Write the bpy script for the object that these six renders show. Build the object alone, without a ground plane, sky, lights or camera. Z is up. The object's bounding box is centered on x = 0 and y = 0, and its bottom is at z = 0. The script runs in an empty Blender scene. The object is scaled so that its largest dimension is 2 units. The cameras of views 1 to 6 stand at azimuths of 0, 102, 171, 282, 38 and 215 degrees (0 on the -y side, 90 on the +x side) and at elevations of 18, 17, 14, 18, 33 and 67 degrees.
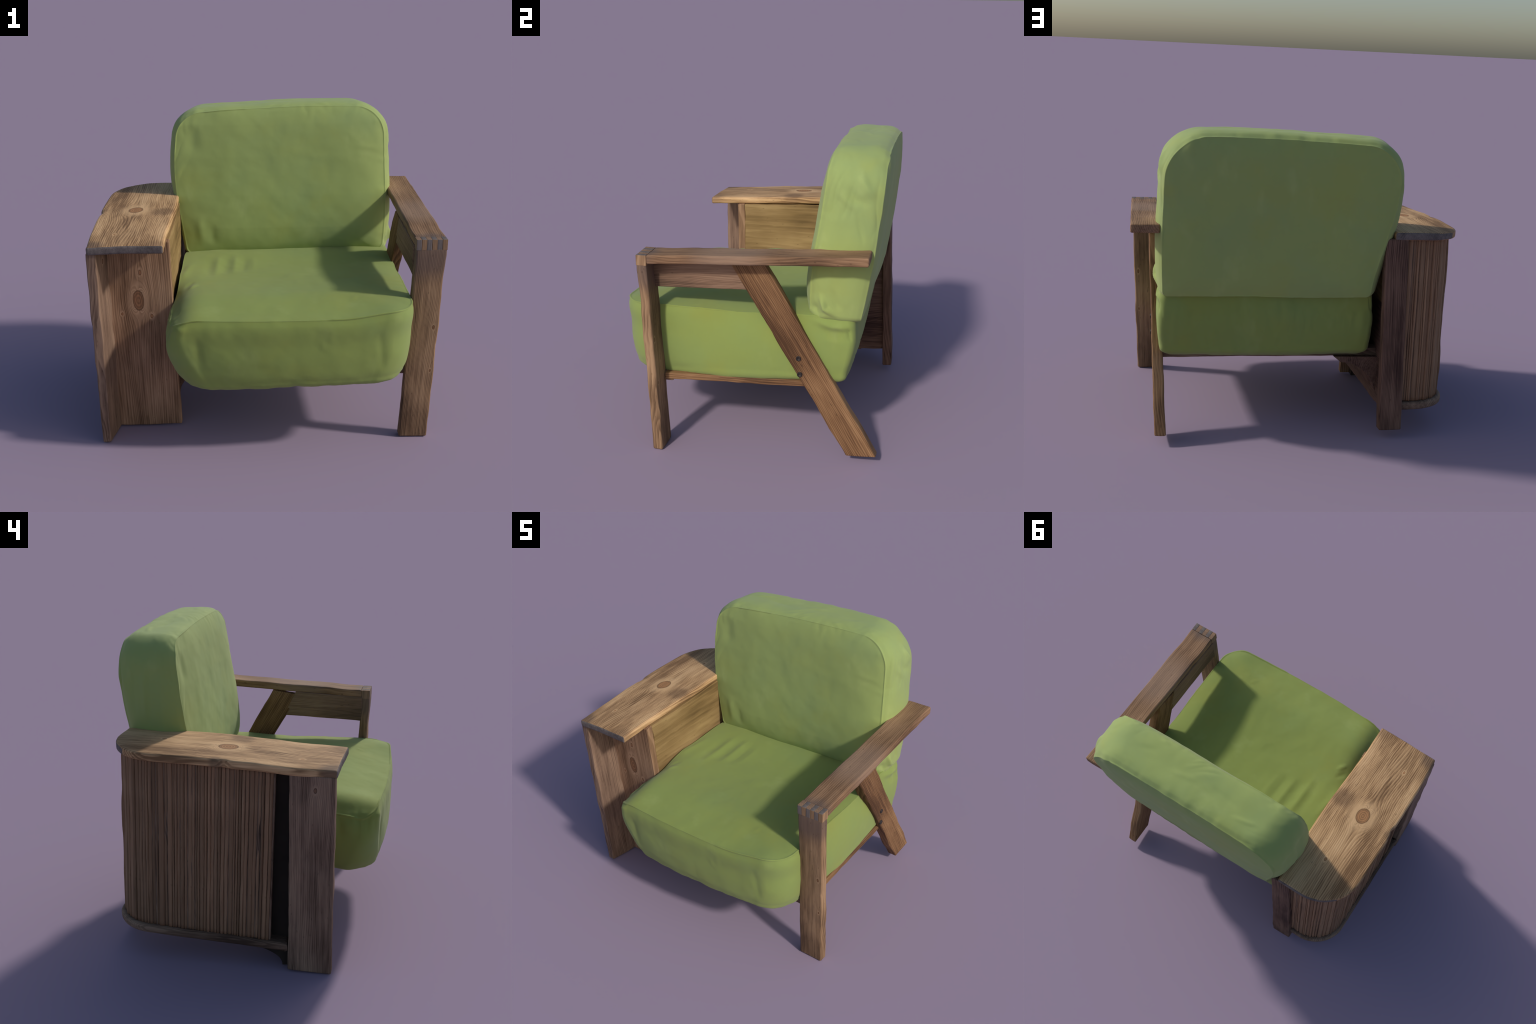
# A green upholstered lounge chair with a rough pine frame: on its right side a plank
# armrest on a front leg and a slanted rear leg, on its left side a cabinet-like arm with
# a wide top board and a curved tambour (slatted) wall.
import bpy, math
import numpy as np
from mathutils import Matrix, Vector

rng = np.random.default_rng(7)

# ----------------------------------------------------------------------------- noise
_lat = np.random.default_rng(11).random((64, 64, 64)) * 2 - 1


def vnoise(p):
    """smooth lattice noise in -1..1 for an (n,3) array"""
    i = np.floor(p).astype(int)
    f = p - i
    f = f * f * f * (f * (f * 6 - 15) + 10)
    i &= 63
    j = (i + 1) & 63
    r = 0
    for a in (0, 1):
        for b in (0, 1):
            for c in (0, 1):
                w = (f[:, 0] if a else 1 - f[:, 0]) * (f[:, 1] if b else 1 - f[:, 1]) * (f[:, 2] if c else 1 - f[:, 2])
                r = r + w * _lat[(j if a else i)[:, 0], (j if b else i)[:, 1], (j if c else i)[:, 2]]
    return r


def fbm(p, octaves=3):
    r, a, s = 0, 1.0, 0
    for k in range(octaves):
        r = r + a * vnoise(p * 2 ** k + 17.3 * k)
        s += a
        a *= 0.5
    return r / s


def smooth(a, b, x):
    t = np.clip((x - a) / (b - a), 0, 1)
    return t * t * (3 - 2 * t)


# --------------------------------------------------------------------------- materials
class N:
    """tiny expression helper over shader nodes"""

    def __init__(self, nt, sock):
        self.nt, self.s = nt, sock

    def _m(self, op, *args):
        n = self.nt.nodes.new("ShaderNodeMath")
        n.operation = op
        for k, a in enumerate(args):
            if isinstance(a, N):
                self.nt.links.new(a.s, n.inputs[k])
            else:
                n.inputs[k].default_value = float(a)
        return N(self.nt, n.outputs[0])

    def __add__(self, o): return self._m("ADD", self, o)
    def __sub__(self, o): return self._m("SUBTRACT", self, o)
    def __mul__(self, o): return self._m("MULTIPLY", self, o)
    def __truediv__(self, o): return self._m("DIVIDE", self, o)
    def max(self, o): return self._m("MAXIMUM", self, o)
    def min(self, o): return self._m("MINIMUM", self, o)
    def sqrt(self): return self._m("SQRT", self)
    def sin(self): return self._m("SINE", self)
    def fract(self): return self._m("FRACT", self)

    def ramp01(self, a, b):
        n = self.nt.nodes.new("ShaderNodeMapRange")
        n.interpolation_type = "SMOOTHSTEP"
        self.nt.links.new(self.s, n.inputs[0])
        n.inputs[1].default_value, n.inputs[2].default_value = a, b
        n.inputs[3].default_value, n.inputs[4].default_value = 0, 1
        return N(self.nt, n.outputs[0])


class Mat:
    def __init__(self, name, rough=0.75):
        self.m = bpy.data.materials.new(name)
        self.m.use_nodes = True
        self.nt = self.m.node_tree
        self.bsdf = self.nt.nodes["Principled BSDF"]
        self.bsdf.inputs["Roughness"].default_value = rough
        self.bsdf.inputs["Specular IOR Level"].default_value = 0.25
        self.co = self.nt.nodes.new("ShaderNodeTexCoord").outputs["Object"]

    def vec(self, scale=(1, 1, 1), loc=None):
        n = self.nt.nodes.new("ShaderNodeMapping")
        n.inputs["Scale"].default_value = scale
        if loc is not None:
            if isinstance(loc, N):
                self.nt.links.new(loc.s, n.inputs["Location"])
            else:
                n.inputs["Location"].default_value = loc
        self.nt.links.new(self.co, n.inputs["Vector"])
        return n.outputs[0]

    def noise(self, scale, loc=(0, 0, 0), detail=3, rough=0.55, dist=0.0):
        n = self.nt.nodes.new("ShaderNodeTexNoise")
        n.inputs["Scale"].default_value = 1
        n.inputs["Detail"].default_value = detail
        n.inputs["Roughness"].default_value = rough
        n.inputs["Distortion"].default_value = dist
        if isinstance(scale, (int, float)):
            scale = (scale,) * 3
        self.nt.links.new(self.vec(scale, loc), n.inputs["Vector"])
        return N(self.nt, n.outputs["Fac"])

    def xyz(self):
        n = self.nt.nodes.new("ShaderNodeSeparateXYZ")
        self.nt.links.new(self.co, n.inputs[0])
        return [N(self.nt, o) for o in n.outputs]

    def rnd(self):
        return N(self.nt, self.nt.nodes.new("ShaderNodeObjectInfo").outputs["Random"])

    def ramp(self, f, stops):
        n = self.nt.nodes.new("ShaderNodeValToRGB")
        e = n.color_ramp.elements
        while len(e) < len(stops):
            e.new(0.5)
        for k, (p, c) in enumerate(stops):
            e[k].position = p
            e[k].color = (*c, 1)
        self.nt.links.new(f.s, n.inputs[0])
        return n.outputs[0]

    def mix(self, f, a, b, mode="MIX"):
        n = self.nt.nodes.new("ShaderNodeMix")
        n.data_type = "RGBA"
        n.blend_type = mode
        n.clamp_factor = True
        if isinstance(f, N):
            self.nt.links.new(f.s, n.inputs["Factor"])
        else:
            n.inputs["Factor"].default_value = f
        for v, s in ((a, n.inputs[6]), (b, n.inputs[7])):
            if isinstance(v, tuple):
                s.default_value = (*v, 1)
            else:
                self.nt.links.new(v, s)
        return n.outputs[2]

    def finish(self, col, height=None, strength=0.3, dist=0.002):
        self.nt.links.new(col, self.bsdf.inputs["Base Color"])
        if height is not None:
            b = self.nt.nodes.new("ShaderNodeBump")
            b.inputs["Strength"].default_value = strength
            b.inputs["Distance"].default_value = dist
            self.nt.links.new(height.s, b.inputs["Height"])
            self.nt.links.new(b.outputs[0], self.bsdf.inputs["Normal"])
        return self.m


def wood(name, dark, mid, light, knots=(), freq=95, seed=0.0, fleck=0.5, stains=(), contrast=1.15, warp=0.02, vary=0.0):
    """pine: grain runs along local X; growth lines bend round knots like a stream round a post"""
    M = Mat(name)
    x, y, z = M.xyz()
    w = M.noise((0.8, 4, 4), (seed, seed * 1.7, 0), 2) - 0.5
    w2 = M.noise((5, 22, 22), (seed, 3, seed), 2) - 0.5
    f = y + z * 0.35 + w * (warp * 6) + w2 * (warp * 0.2)
    inside = None
    halo = None
    for kx, ky, rx, ry in knots:
        dx = (x - kx) * (ry / rx)
        dy = y - ky + w2 * 0.012
        r2 = dx * dx + dy * dy
        rr = (r2 + 1e-6).sqrt()
        f = f - dy * (ry * ry * 2.6) / r2.max(ry * ry)
        a = rr.ramp01(ry * 1.04, ry * 0.92)
        h = rr.ramp01(ry * 2.6, ry * 1.0)
        core = (rr * 520).sin() * 0.18 + 0.58 - rr.ramp01(ry * 0.78, ry * 0.88) * 0.42     # dark bark ring
        if inside is None:
            inside, halo, cv = a, h, core * a
        else:
            inside, halo, cv = inside.max(a), halo.max(h), cv.max(core * a)
    ring = (f * freq).fract()
    ring = ring.ramp01(0.0, 0.72) - ring.ramp01(0.80, 1.0)          # slow early wood, sharp late wood
    fine = M.noise((6, 260, 260), (0, seed, 0), 3, 0.6)
    fib = M.noise((2.2, 60, 60), (seed, 0, 0), 3, 0.6)
    blot = M.noise((1.6, 4.5, 4.5), (seed * 3, 1, 2), 3)
    v = ring * (-0.22 * contrast) + (fine - 0.5) * (0.5 * contrast) + (fib - 0.5) * (0.75 * contrast) + (blot - 0.5) * 1.5 + 0.60
    col = M.ramp(v, [(0.12, dark), (0.48, mid), (0.86, light)])
    if knots:
        col = M.mix(halo * (ring * 0.7 + 0.15), col, tuple(np.array(light) * 1.12))
        kd = tuple(np.array(dark) * 1.0)
        km = tuple(np.array(mid) * np.array((1.0, 0.82, 0.72)))
        col = M.mix(inside, col, M.ramp(cv + (fib - 0.5) * 0.5, [(0.25, kd), (0.8, km)]))
    for (sx, sy, sr, sc, amt) in stains:
        dx = (x - sx) * 1.0
        dy = y - sy
        d = (dx * dx + dy * dy).sqrt() + (blot - 0.5) * (sr * 0.9)
        col = M.mix(d.ramp01(sr, sr * 0.3) * amt, col, sc)
    if vary:                                     # every slat has a tone of its own
        rn = M.rnd()
        col = M.mix(rn * vary, col, tuple(np.array(dark) * 1.25))
        col = M.mix((rn * 7.31).fract() * 0.25, col, tuple(np.array(light) * np.array((1.0, 0.86, 0.80))))
    # small dark flecks / resin pits
    pits = M.noise((26, 75, 75), (seed, seed, 4), 1)
    col = M.mix(pits.ramp01(0.70, 0.80) * fleck, col, tuple(np.array(dark) * 0.6))
    hgt = ring * -0.5 + fine * 0.7 + fib * 0.8
    return M.finish(col, hgt, 0.35, 0.002)


def fabric(name, base, cool, warm, pale, seed):
    M = Mat(name, 0.85)
    M.bsdf.inputs["Sheen Weight"].default_value = 0.12
    M.bsdf.inputs["Sheen Roughness"].default_value = 0.6
    big = M.noise(2.2, (seed, seed, 0), 3)
    big2 = M.noise(3.1, (seed + 5, 0, seed), 3)
    mid = M.noise((7, 7, 3.5), (seed, 2, 1), 3)
    c = M.mix(big.ramp01(0.42, 0.72) * 0.45, base, cool)
    c = M.mix(big2.ramp01(0.48, 0.75) * 0.7, c, warm)
    c = M.mix(mid.ramp01(0.55, 0.8) * 0.45, c, pale)
    fine = M.noise((420, 420, 420), (0, 0, 0), 2)
    lint = M.noise(38, (seed, 0, 0), 3)
    c = M.mix((fine - 0.5) * 0.35 + lint * 0.10, c, tuple(np.array(base) * 0.62))
    return M.finish(c, fine * 0.35 + lint, 0.10, 0.004)


def plain(name, c1, c2, scale=60, rough=0.7, metallic=0.0):
    M = Mat(name, rough)
    M.bsdf.inputs["Metallic"].default_value = metallic
    n = M.noise(scale, (1, 2, 3), 4)
    return M.finish(M.ramp(n, [(0.3, c1), (0.7, c2)]), n, 0.3, 0.001)


# ---------------------------------------------------------------------------- mesh helpers
root = bpy.data.objects.new("lounge_chair", None)
bpy.context.scene.collection.objects.link(root)
root["label"] = "green upholstered lounge chair with rough brown pine frame and slatted cabinet arm"
root["category"] = "armchair"


PLACED = {}


def add(name, me, mat, mw=None, parent=root):
    ob = bpy.data.objects.new(name, me)
    bpy.context.scene.collection.objects.link(ob)
    ob.parent = parent
    if mat is not None and not me.materials:
        me.materials.append(mat)
    if mw is not None:
        ob.matrix_basis = mw
        PLACED[ob.name] = mw
    return ob


def make_mesh(name, V, F, smooth_faces=True):
    me = bpy.data.meshes.new(name)
    me.from_pydata([tuple(v) for v in V], [], F)
    me.polygons.foreach_set("use_smooth", [smooth_faces] * len(me.polygons))
    me.update()
    return me


def axis_coords(h, r, step):
    n = max(2, int((2 * h - 2 * r) / step))
    inner = np.linspace(-h + r, h - r, n + 1)
    a = [-h + r * t for t in (0, 0.18, 0.45, 0.75)]
    return np.array(a + list(inner) + [-v for v in a[::-1]])


def box_grid(hx, hy, hz, r, step):
    """surface of a rounded box as a quad grid; returns unit coords (-1..1) and faces"""
    ax = [axis_coords(h, min(r, h * 0.9), step) for h in (hx, hy, hz)]
    n = [len(a) for a in ax]
    idx, V, F = {}, [], []

    def vid(i, j, k):
        key = (i, j, k)
        if key not in idx:
            idx[key] = len(V)
            V.append((ax[0][i], ax[1][j], ax[2][k]))
        return idx[key]

    for d in range(3):
        e, g = (d + 1) % 3, (d + 2) % 3
        for side in (0, n[d] - 1):
            for i in range(n[e] - 1):
                for j in range(n[g] - 1):
                    q = []
                    for di, dj in ((0, 0), (1, 0), (1, 1), (0, 1)):
                        c = [0, 0, 0]
                        c[d], c[e], c[g] = side, i + di, j + dj
                        q.append(vid(*c))
                    F.append(q if side else q[::-1])
    V = np.array(V)
    h = np.array((hx, hy, hz))
    rr = np.minimum(r, h * 0.9)
    inner = np.clip(V, -h + rr, h - rr)
    d = (V - inner) / rr
    L = np.linalg.norm(d, axis=1, keepdims=True)
    L[L < 1e-9] = 1
    # cube-to-sphere rounding of edges
    m = np.max(np.abs(d), axis=1, keepdims=True)
    V = inner + d / L * m * rr
    return V / h, F


def board(name, A, B, mat, r=0.008, step=0.03, wob=0.0018, parent=root, shape=None):
    """Plank from end quad A to end quad B (corner order: w-t-, w+t-, w+t+, w-t+).
    The object's local X runs along the plank, Y across its width, Z through it."""
    A, B = np.array(A, float), np.array(B, float)
    X = B.mean(0) - A.mean(0)
    lx = np.linalg.norm(X)
    X /= lx
    Yv = (A[1] + A[2] + B[1] + B[2] - A[0] - A[3] - B[0] - B[3]) / 4
    ly = np.linalg.norm(Yv)
    lz = np.linalg.norm((A[2] + A[3] + B[2] + B[3] - A[0] - A[1] - B[0] - B[1]) / 4)
    U, F = box_grid(lx / 2, ly / 2, lz / 2, r, step)
    u, v, t = [(U[:, k:k + 1] + 1) / 2 for k in range(3)]

    def quad(Q):
        return (Q[0] * (1 - v) * (1 - t) + Q[1] * v * (1 - t) + Q[2] * v * t + Q[3] * (1 - v) * t)

    P = quad(A) * (1 - u) + quad(B) * u
    if shape is not None:
        P = shape(P, u[:, 0], v[:, 0], t[:, 0])
    seed = rng.random() * 50
    off = np.stack([fbm(P * 7 + seed + k * 9, 3) for k in range(3)], 1)
    P = P + off * wob * 2.2
    c = (A.mean(0) + B.mean(0)) / 2
    Y = Yv - X * (Yv @ X)
    Y /= np.linalg.norm(Y)
    Z = np.cross(X, Y)
    c = (A.mean(0) + B.mean(0)) / 2
    R = np.stack([X, Y, Z], 1)
    Lc = (P - c) @ R
    Fh = F
    # orientation: flip if the quad mapping is left handed
    W = (A[2] + A[3] - A[0] - A[1])
    if np.dot(np.cross(X, Yv), W) < 0:
        Fh = [f[::-1] for f in F]
    me = make_mesh(name, Lc, Fh)
    mw = Matrix(((*R[0], c[0]), (*R[1], c[1]), (*R[2], c[2]), (0, 0, 0, 1)))
    return add(name, me, mat, mw, parent)


def outline(x0, x1, y0, y1, rad, bow=(0, 0, 0, 0), ns=(90, 60, 90, 60), nc=22, skew=None):
    """rounded rectangle, counter-clockwise from the lower left corner; rad: ll, lr, ur, ul; bow: bottom, right, top, left"""
    pts = []
    ll, lr, ur, ul = rad
    segs = [((x0 + ll, y0), (x1 - lr, y0), (0, -1), bow[0]), ((x1, y0 + lr), (x1, y1 - ur), (1, 0), bow[1]),
            ((x1 - ur, y1), (x0 + ul, y1), (0, 1), bow[2]), ((x0, y1 - ul), (x0, y0 + ll), (-1, 0), bow[3])]
    cor = [((x1 - lr, y0 + lr), lr, -90), ((x1 - ur, y1 - ur), ur, 0), ((x0 + ul, y1 - ul), ul, 90), ((x0 + ll, y0 + ll), ll, 180)]
    for k in range(4):
        a, b, nrm, bw = segs[k]
        for t in np.linspace(0, 1, ns[k], endpoint=False):
            s = 4 * t * (1 - t)
            pts.append((a[0] + (b[0] - a[0]) * t + nrm[0] * bw * s, a[1] + (b[1] - a[1]) * t + nrm[1] * bw * s))
        c, r, a0 = cor[k]
        for t in np.linspace(0, 1, nc, endpoint=False):
            th = math.radians(a0 + 90 * t)
            pts.append((c[0] + r * math.cos(th), c[1] + r * math.sin(th)))
    return np.array(pts)


def interp_levels(ts, vals, tq):
    """smooth (monotone-ish Hermite) interpolation of stacked arrays vals at positions ts"""
    ts = np.array(ts, float)
    vals = np.array(vals, float)
    m = np.zeros_like(vals)
    d = (vals[1:] - vals[:-1]) / (ts[1:] - ts[:-1]).reshape(-1, *([1] * (vals.ndim - 1)))
    m[1:-1] = (d[1:] + d[:-1]) / 2
    m[0], m[-1] = d[0], d[-1]
    out = []
    for q in tq:
        k = min(len(ts) - 2, max(0, int(np.searchsorted(ts, q) - 1)))
        h = ts[k + 1] - ts[k]
        t = (q - ts[k]) / h
        out.append((2 * t ** 3 - 3 * t ** 2 + 1) * vals[k] + (t ** 3 - 2 * t ** 2 + t) * h * m[k]
                   + (-2 * t ** 3 + 3 * t ** 2) * vals[k + 1] + (t ** 3 - t ** 2) * h * m[k + 1])
    return np.array(out)


def rings_mesh(R):
    """R: (rings, n, 3) first ring and last ring get a centre fan"""
    k, n, _ = R.shape
    V = np.vstack([R.reshape(-1, 3), R[0].mean(0)[None], R[-1].mean(0)[None]])
    F = []
    j = np.arange(n)
    for i in range(k - 1):
        a, b = i * n + j, i * n + (j + 1) % n
        F += np.stack([a, b, b + n, a + n], 1).tolist()
    c0, c1 = k * n, k * n + 1
    F += [(c0, (q + 1) % n, q) for q in range(n)]
    F += [(c1, (k - 1) * n + q, (k - 1) * n + (q + 1) % n) for q in range(n)]
    return V, F


def normals_of(V, F):
    me = bpy.data.meshes.new("tmp")
    me.from_pydata([tuple(v) for v in V], [], F)
    me.update()
    nn = np.zeros(len(V) * 3)
    me.vertices.foreach_get("normal", nn)
    bpy.data.meshes.remove(me)
    return nn.reshape(-1, 3)


def seg_dist(P, pts):
    """distance from points to a polyline and the position 0..1 along it"""
    pts = np.array(pts, float)
    L = np.linalg.norm(np.diff(pts, axis=0), axis=1)
    cum = np.concatenate([[0], np.cumsum(L)]) / L.sum()
    best = np.full(len(P), 1e9)
    pos = np.zeros(len(P))
    for k in range(len(pts) - 1):
        d = pts[k + 1] - pts[k]
        t = np.clip(((P - pts[k]) @ d) / (d @ d), 0, 1)
        q = np.linalg.norm(P - pts[k] - t[:, None] * d, axis=1)
        m = q < best
        best[m] = q[m]
        pos[m] = (cum[k] + t * (cum[k + 1] - cum[k]))[m]
    return best, pos


def folds(P, items):
    """sum of soft ridges (+) and creases (-): (polyline, half width, height)"""
    h = np.zeros(len(P))
    for pts, w, a in items:
        pts = np.array(pts, float)
        lo, hi = pts.min(0) - 4 * w, pts.max(0) + 4 * w
        m = np.all((P > lo) & (P < hi), axis=1)
        if not m.any():
            continue
        d, t = seg_dist(P[m], pts)
        h[m] += a * np.exp(-(d / w) ** 2) * smooth(0, 0.40, t) * smooth(0, 0.40, 1 - t)
    return h


# --------------------------------------------------------------------------- materials used
PINE_D, PINE_M, PINE_L = (0.22, 0.120, 0.056), (0.52, 0.310, 0.152), (0.74, 0.475, 0.250)
RED_D, RED_M, RED_L = (0.085, 0.040, 0.018), (0.215, 0.110, 0.050), (0.36, 0.205, 0.098)
GREY_D, GREY_M, GREY_L = (0.10, 0.060, 0.038), (0.24, 0.145, 0.085), (0.36, 0.235, 0.145)
DRK_D, DRK_M, DRK_L = (0.060, 0.034, 0.022), (0.175, 0.110, 0.074), (0.31, 0.205, 0.140)  # tambour wall and base: shade on the cabinet baked into these browns
OCH_D, OCH_M, OCH_L = (0.12, 0.072, 0.028), (0.26, 0.162, 0.066), (0.40, 0.265, 0.118)

m_black = plain("plain_near_black", (0.026, 0.019, 0.015), (0.042, 0.030, 0.023), 6, 0.9)
# wide armrest: local x=0 at y~0.07; its local Y points to +x or -x as built below
m_top = wood("pine_top", PINE_D, PINE_M, PINE_L, knots=[(-0.02, 0.02, 0.058, 0.046), (0.36, -0.03, 0.014, 0.008), (-0.44, 0.09, 0.012, 0.007)], freq=80, seed=1.3, contrast=1.35,
             stains=[(-0.06, -0.15, 0.09, (0.16, 0.09, 0.05), 0.55), (-0.62, 0.2, 0.10, (0.12, 0.08, 0.06), 0.6), (-0.66, -0.20, 0.12, (0.20, 0.115, 0.065), 0.5),
                     (0.0, 0.235, 0.05, (0.10, 0.065, 0.045), 0.6)])
m_panel = wood("pine_panel", (0.13, 0.068, 0.036), (0.30, 0.172, 0.098), (0.45, 0.275, 0.165),
               knots=[(0.23, 0.0, 0.065, 0.032), (0.40, 0.02, 0.018, 0.009), (0.15, -0.10, 0.010, 0.007), (0.13, 0.07, 0.015, 0.009)], freq=75, seed=4.1)
m_plank = wood("pine_plank", (0.09, 0.052, 0.034), (0.225, 0.142, 0.098), (0.36, 0.235, 0.155), knots=[(0.50, 0.02, 0.016, 0.010)], freq=110, seed=7.7)  # base tones darkened for the unlit outer side of the arm
m_leg = wood("pine_leg", (0.080, 0.044, 0.023), (0.245, 0.145, 0.078), (0.42, 0.262, 0.145), knots=[(0.12, 0.055, 0.014, 0.007), (-0.15, 0.06, 0.01, 0.005)], freq=120, seed=2.2,
             stains=[(0.55, 0.0, 0.20, (0.17, 0.115, 0.088), 0.75)])
m_arm = wood("pine_armrest", (0.08, 0.042, 0.022), (0.245, 0.138, 0.075), (0.40, 0.240, 0.135), freq=90, seed=5.9, contrast=0.9,
             stains=[(-0.15, 0.0, 0.28, (0.33, 0.22, 0.155), 0.55), (-0.66, 0.0, 0.14, (0.13, 0.095, 0.08), 0.8)])
m_rear = wood("pine_rear_leg", RED_D, RED_M, RED_L, freq=105, seed=8.4, contrast=1.2)
m_rail = wood("pine_rail", GREY_D, (0.23, 0.135, 0.085), (0.33, 0.21, 0.135), freq=100, seed=3.4)
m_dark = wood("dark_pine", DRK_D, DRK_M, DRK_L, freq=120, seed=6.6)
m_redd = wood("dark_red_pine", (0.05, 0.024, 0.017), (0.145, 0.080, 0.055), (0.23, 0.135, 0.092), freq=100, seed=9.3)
m_ply = wood("ochre_plywood", OCH_D, OCH_M, OCH_L, freq=22, seed=10.5, contrast=0.6, warp=0.05)
m_slat = wood("slat_pine", (0.090, 0.050, 0.027), (0.28, 0.165, 0.095), (0.48, 0.30, 0.18), freq=60, seed=12.5, fleck=0.25, contrast=0.55, vary=0.6)  # toned down from the top board's pine to hold the wall's shading
m_end = wood("weathered_end_grain", (0.075, 0.062, 0.058), (0.15, 0.125, 0.115), (0.23, 0.19, 0.17), freq=200, seed=14.1)
m_seat = fabric("seat_fabric", (0.270, 0.335, 0.082), (0.238, 0.325, 0.102), (0.285, 0.322, 0.068), (0.335, 0.400, 0.125), 1.7)
m_back = fabric("back_fabric", (0.345, 0.425, 0.132), (0.290, 0.390, 0.158), (0.360, 0.412, 0.108), (0.45, 0.53, 0.195), 6.1)  # lightened over the seat cloth to carry light baked on the backrest front
m_bolt = plain("dark_bolt", (0.02, 0.017, 0.016), (0.07, 0.055, 0.05), 120, 0.5, 0.3)


# ============================================================================ right arm
# front leg: plank standing on end, a little raked
board("front_leg",
      [(0.757, -0.533, 0.003), (0.921, -0.533, 0.003), (0.921, -0.474, 0.003), (0.757, -0.474, 0.003)],
      [(0.802, -0.586, 1.168), (0.971, -0.586, 1.168), (0.971, -0.531, 1.168), (0.802, -0.531, 1.168)],
      m_leg, r=0.010, wob=0.003)
# armrest plank
arm = board("armrest",
            [(0.802, -0.530, 1.170), (0.972, -0.530, 1.170), (0.972, -0.530, 1.221), (0.802, -0.530, 1.221)],
            [(0.800, 0.700, 1.244), (0.966, 0.697, 1.244), (0.966, 0.697, 1.296), (0.800, 0.700, 1.296)],
            m_arm, r=0.010, wob=0.0025)
# box joint at the front corner: fingers of the armrest and of the leg, turn about
nf = 6
xs = np.linspace(0.803, 0.972, nf + 1)
for k in range(nf):
    x0, x1 = xs[k] + 0.0001, xs[k + 1] - 0.0001
    o = board("finger_joint",
              [(x0, -0.588, 1.160), (x1, -0.588, 1.160), (x1, -0.5295, 1.160), (x0, -0.5295, 1.160)],
              [(x0, -0.588, 1.220), (x1, -0.588, 1.220), (x1, -0.5295, 1.2205), (x0, -0.5295, 1.2205)],
              m_leg if k % 2 else m_arm, r=0.0018, step=0.012, wob=0.0006, parent=root)
    o.data.materials.append(m_end)
    for p in o.data.polygons:                       # end grain shows in front (armrest) or on top (leg)
        n = PLACED[o.name].to_3x3() @ p.normal
        if (n.z > 0.6 if k % 2 else n.y < -0.6):
            p.material_index = 1
# apron rail under the armrest
board("apron_rail",
      [(0.797, -0.535, 1.000), (0.797, -0.535, 1.172), (0.846, -0.535, 1.172), (0.846, -0.535, 1.000)],
      [(0.795, 0.030, 1.027), (0.795, -0.060, 1.200), (0.848, -0.060, 1.200), (0.848, 0.030, 1.027)],
      m_rail, r=0.006)
# slanted rear leg
rear = board("slanted_rear_leg",
             [(0.754, 0.602, 0.050), (0.754, 0.780, 0.058), (0.818, 0.780, 0.058), (0.818, 0.602, 0.050)],
             [(0.798, -0.088, 1.172), (0.798, 0.100, 1.206), (0.862, 0.108, 1.206), (0.862, -0.078, 1.172)],
             m_rear, r=0.008, wob=0.003)
# bolt heads on the slanted leg
def bolt(name, c, rad, parent):
    nr, nh = 20, []
    prof = [(0.0, 0.0020), (0.55, 0.0022), (0.62, 0.0035), (0.92, 0.0040), (1.0, 0.0028), (1.04, -0.006)]
    V, F = [], []
    for (q, h) in prof:
        for a in range(nr):
            th = 2 * math.pi * a / nr
            V.append((h, rad * q * math.cos(th), rad * q * math.sin(th)))
    for i in range(len(prof) - 1):
        for a in range(nr):
            b = (a + 1) % nr
            F.append((i * nr + a, (i + 1) * nr + a, (i + 1) * nr + b, i * nr + b))
    me = make_mesh(name, V, F)
    ob = add(name, me, m_bolt, Matrix.Translation(c) @ Matrix.Rotation(0.038, 4, "Y"), parent)
    return ob


for c in ((0.8425, 0.316, 0.639), (0.8390, 0.324, 0.540)):
    bolt("bolt", c, 0.015, root)

# ============================================================================ seat frame
board("seat_rail", [(0.735, -0.490, 0.412), (0.806, -0.490, 0.412), (0.806, -0.490, 0.452), (0.735, -0.490, 0.452)],
      [(0.735, 0.480, 0.455), (0.806, 0.480, 0.455), (0.806, 0.480, 0.490), (0.735, 0.480, 0.490)], m_rear, r=0.008, wob=0.003)
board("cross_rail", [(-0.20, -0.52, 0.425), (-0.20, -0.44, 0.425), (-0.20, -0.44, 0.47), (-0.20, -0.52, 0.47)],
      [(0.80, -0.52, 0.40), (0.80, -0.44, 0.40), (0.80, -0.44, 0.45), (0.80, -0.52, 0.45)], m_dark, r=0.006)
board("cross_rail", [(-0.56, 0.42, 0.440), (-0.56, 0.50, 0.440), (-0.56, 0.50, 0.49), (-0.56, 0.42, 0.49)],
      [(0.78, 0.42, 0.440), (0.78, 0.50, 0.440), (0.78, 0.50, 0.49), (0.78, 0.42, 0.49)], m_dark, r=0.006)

# coved bearer: a curved web of wood between the cabinet and the underside of the seat
def prism(name, poly, y0, y1, mat, lift=0.0, drop=None):
    """polygon in (x, z) swept from y0 to y1"""
    n, k = len(poly), 24
    V, F = [], []
    for i in range(k + 1):
        y = y0 + (y1 - y0) * i / k
        for (px, pz) in poly:
            V.append((px, y, pz + lift * (y - y0)))
    V = np.array(V)
    V += np.stack([fbm(V * 8 + 5 + 9 * q, 2) for q in range(3)], 1) * 0.006
    for i in range(k):
        for a in range(n):
            b = (a + 1) % n
            F.append((i * n + a, i * n + b, (i + 1) * n + b, (i + 1) * n + a))
    F += [tuple(range(n))[::-1], tuple(k * n + a for a in range(n))]
    c = V.mean(0)
    R = np.array(((0, -1, 0), (1, 0, 0), (0, 0, 1.0)))
    return add(name, make_mesh(name, (V - c) @ R, F, False), mat, Matrix.Translation(c) @ Matrix(R.tolist()).to_4x4())


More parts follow.
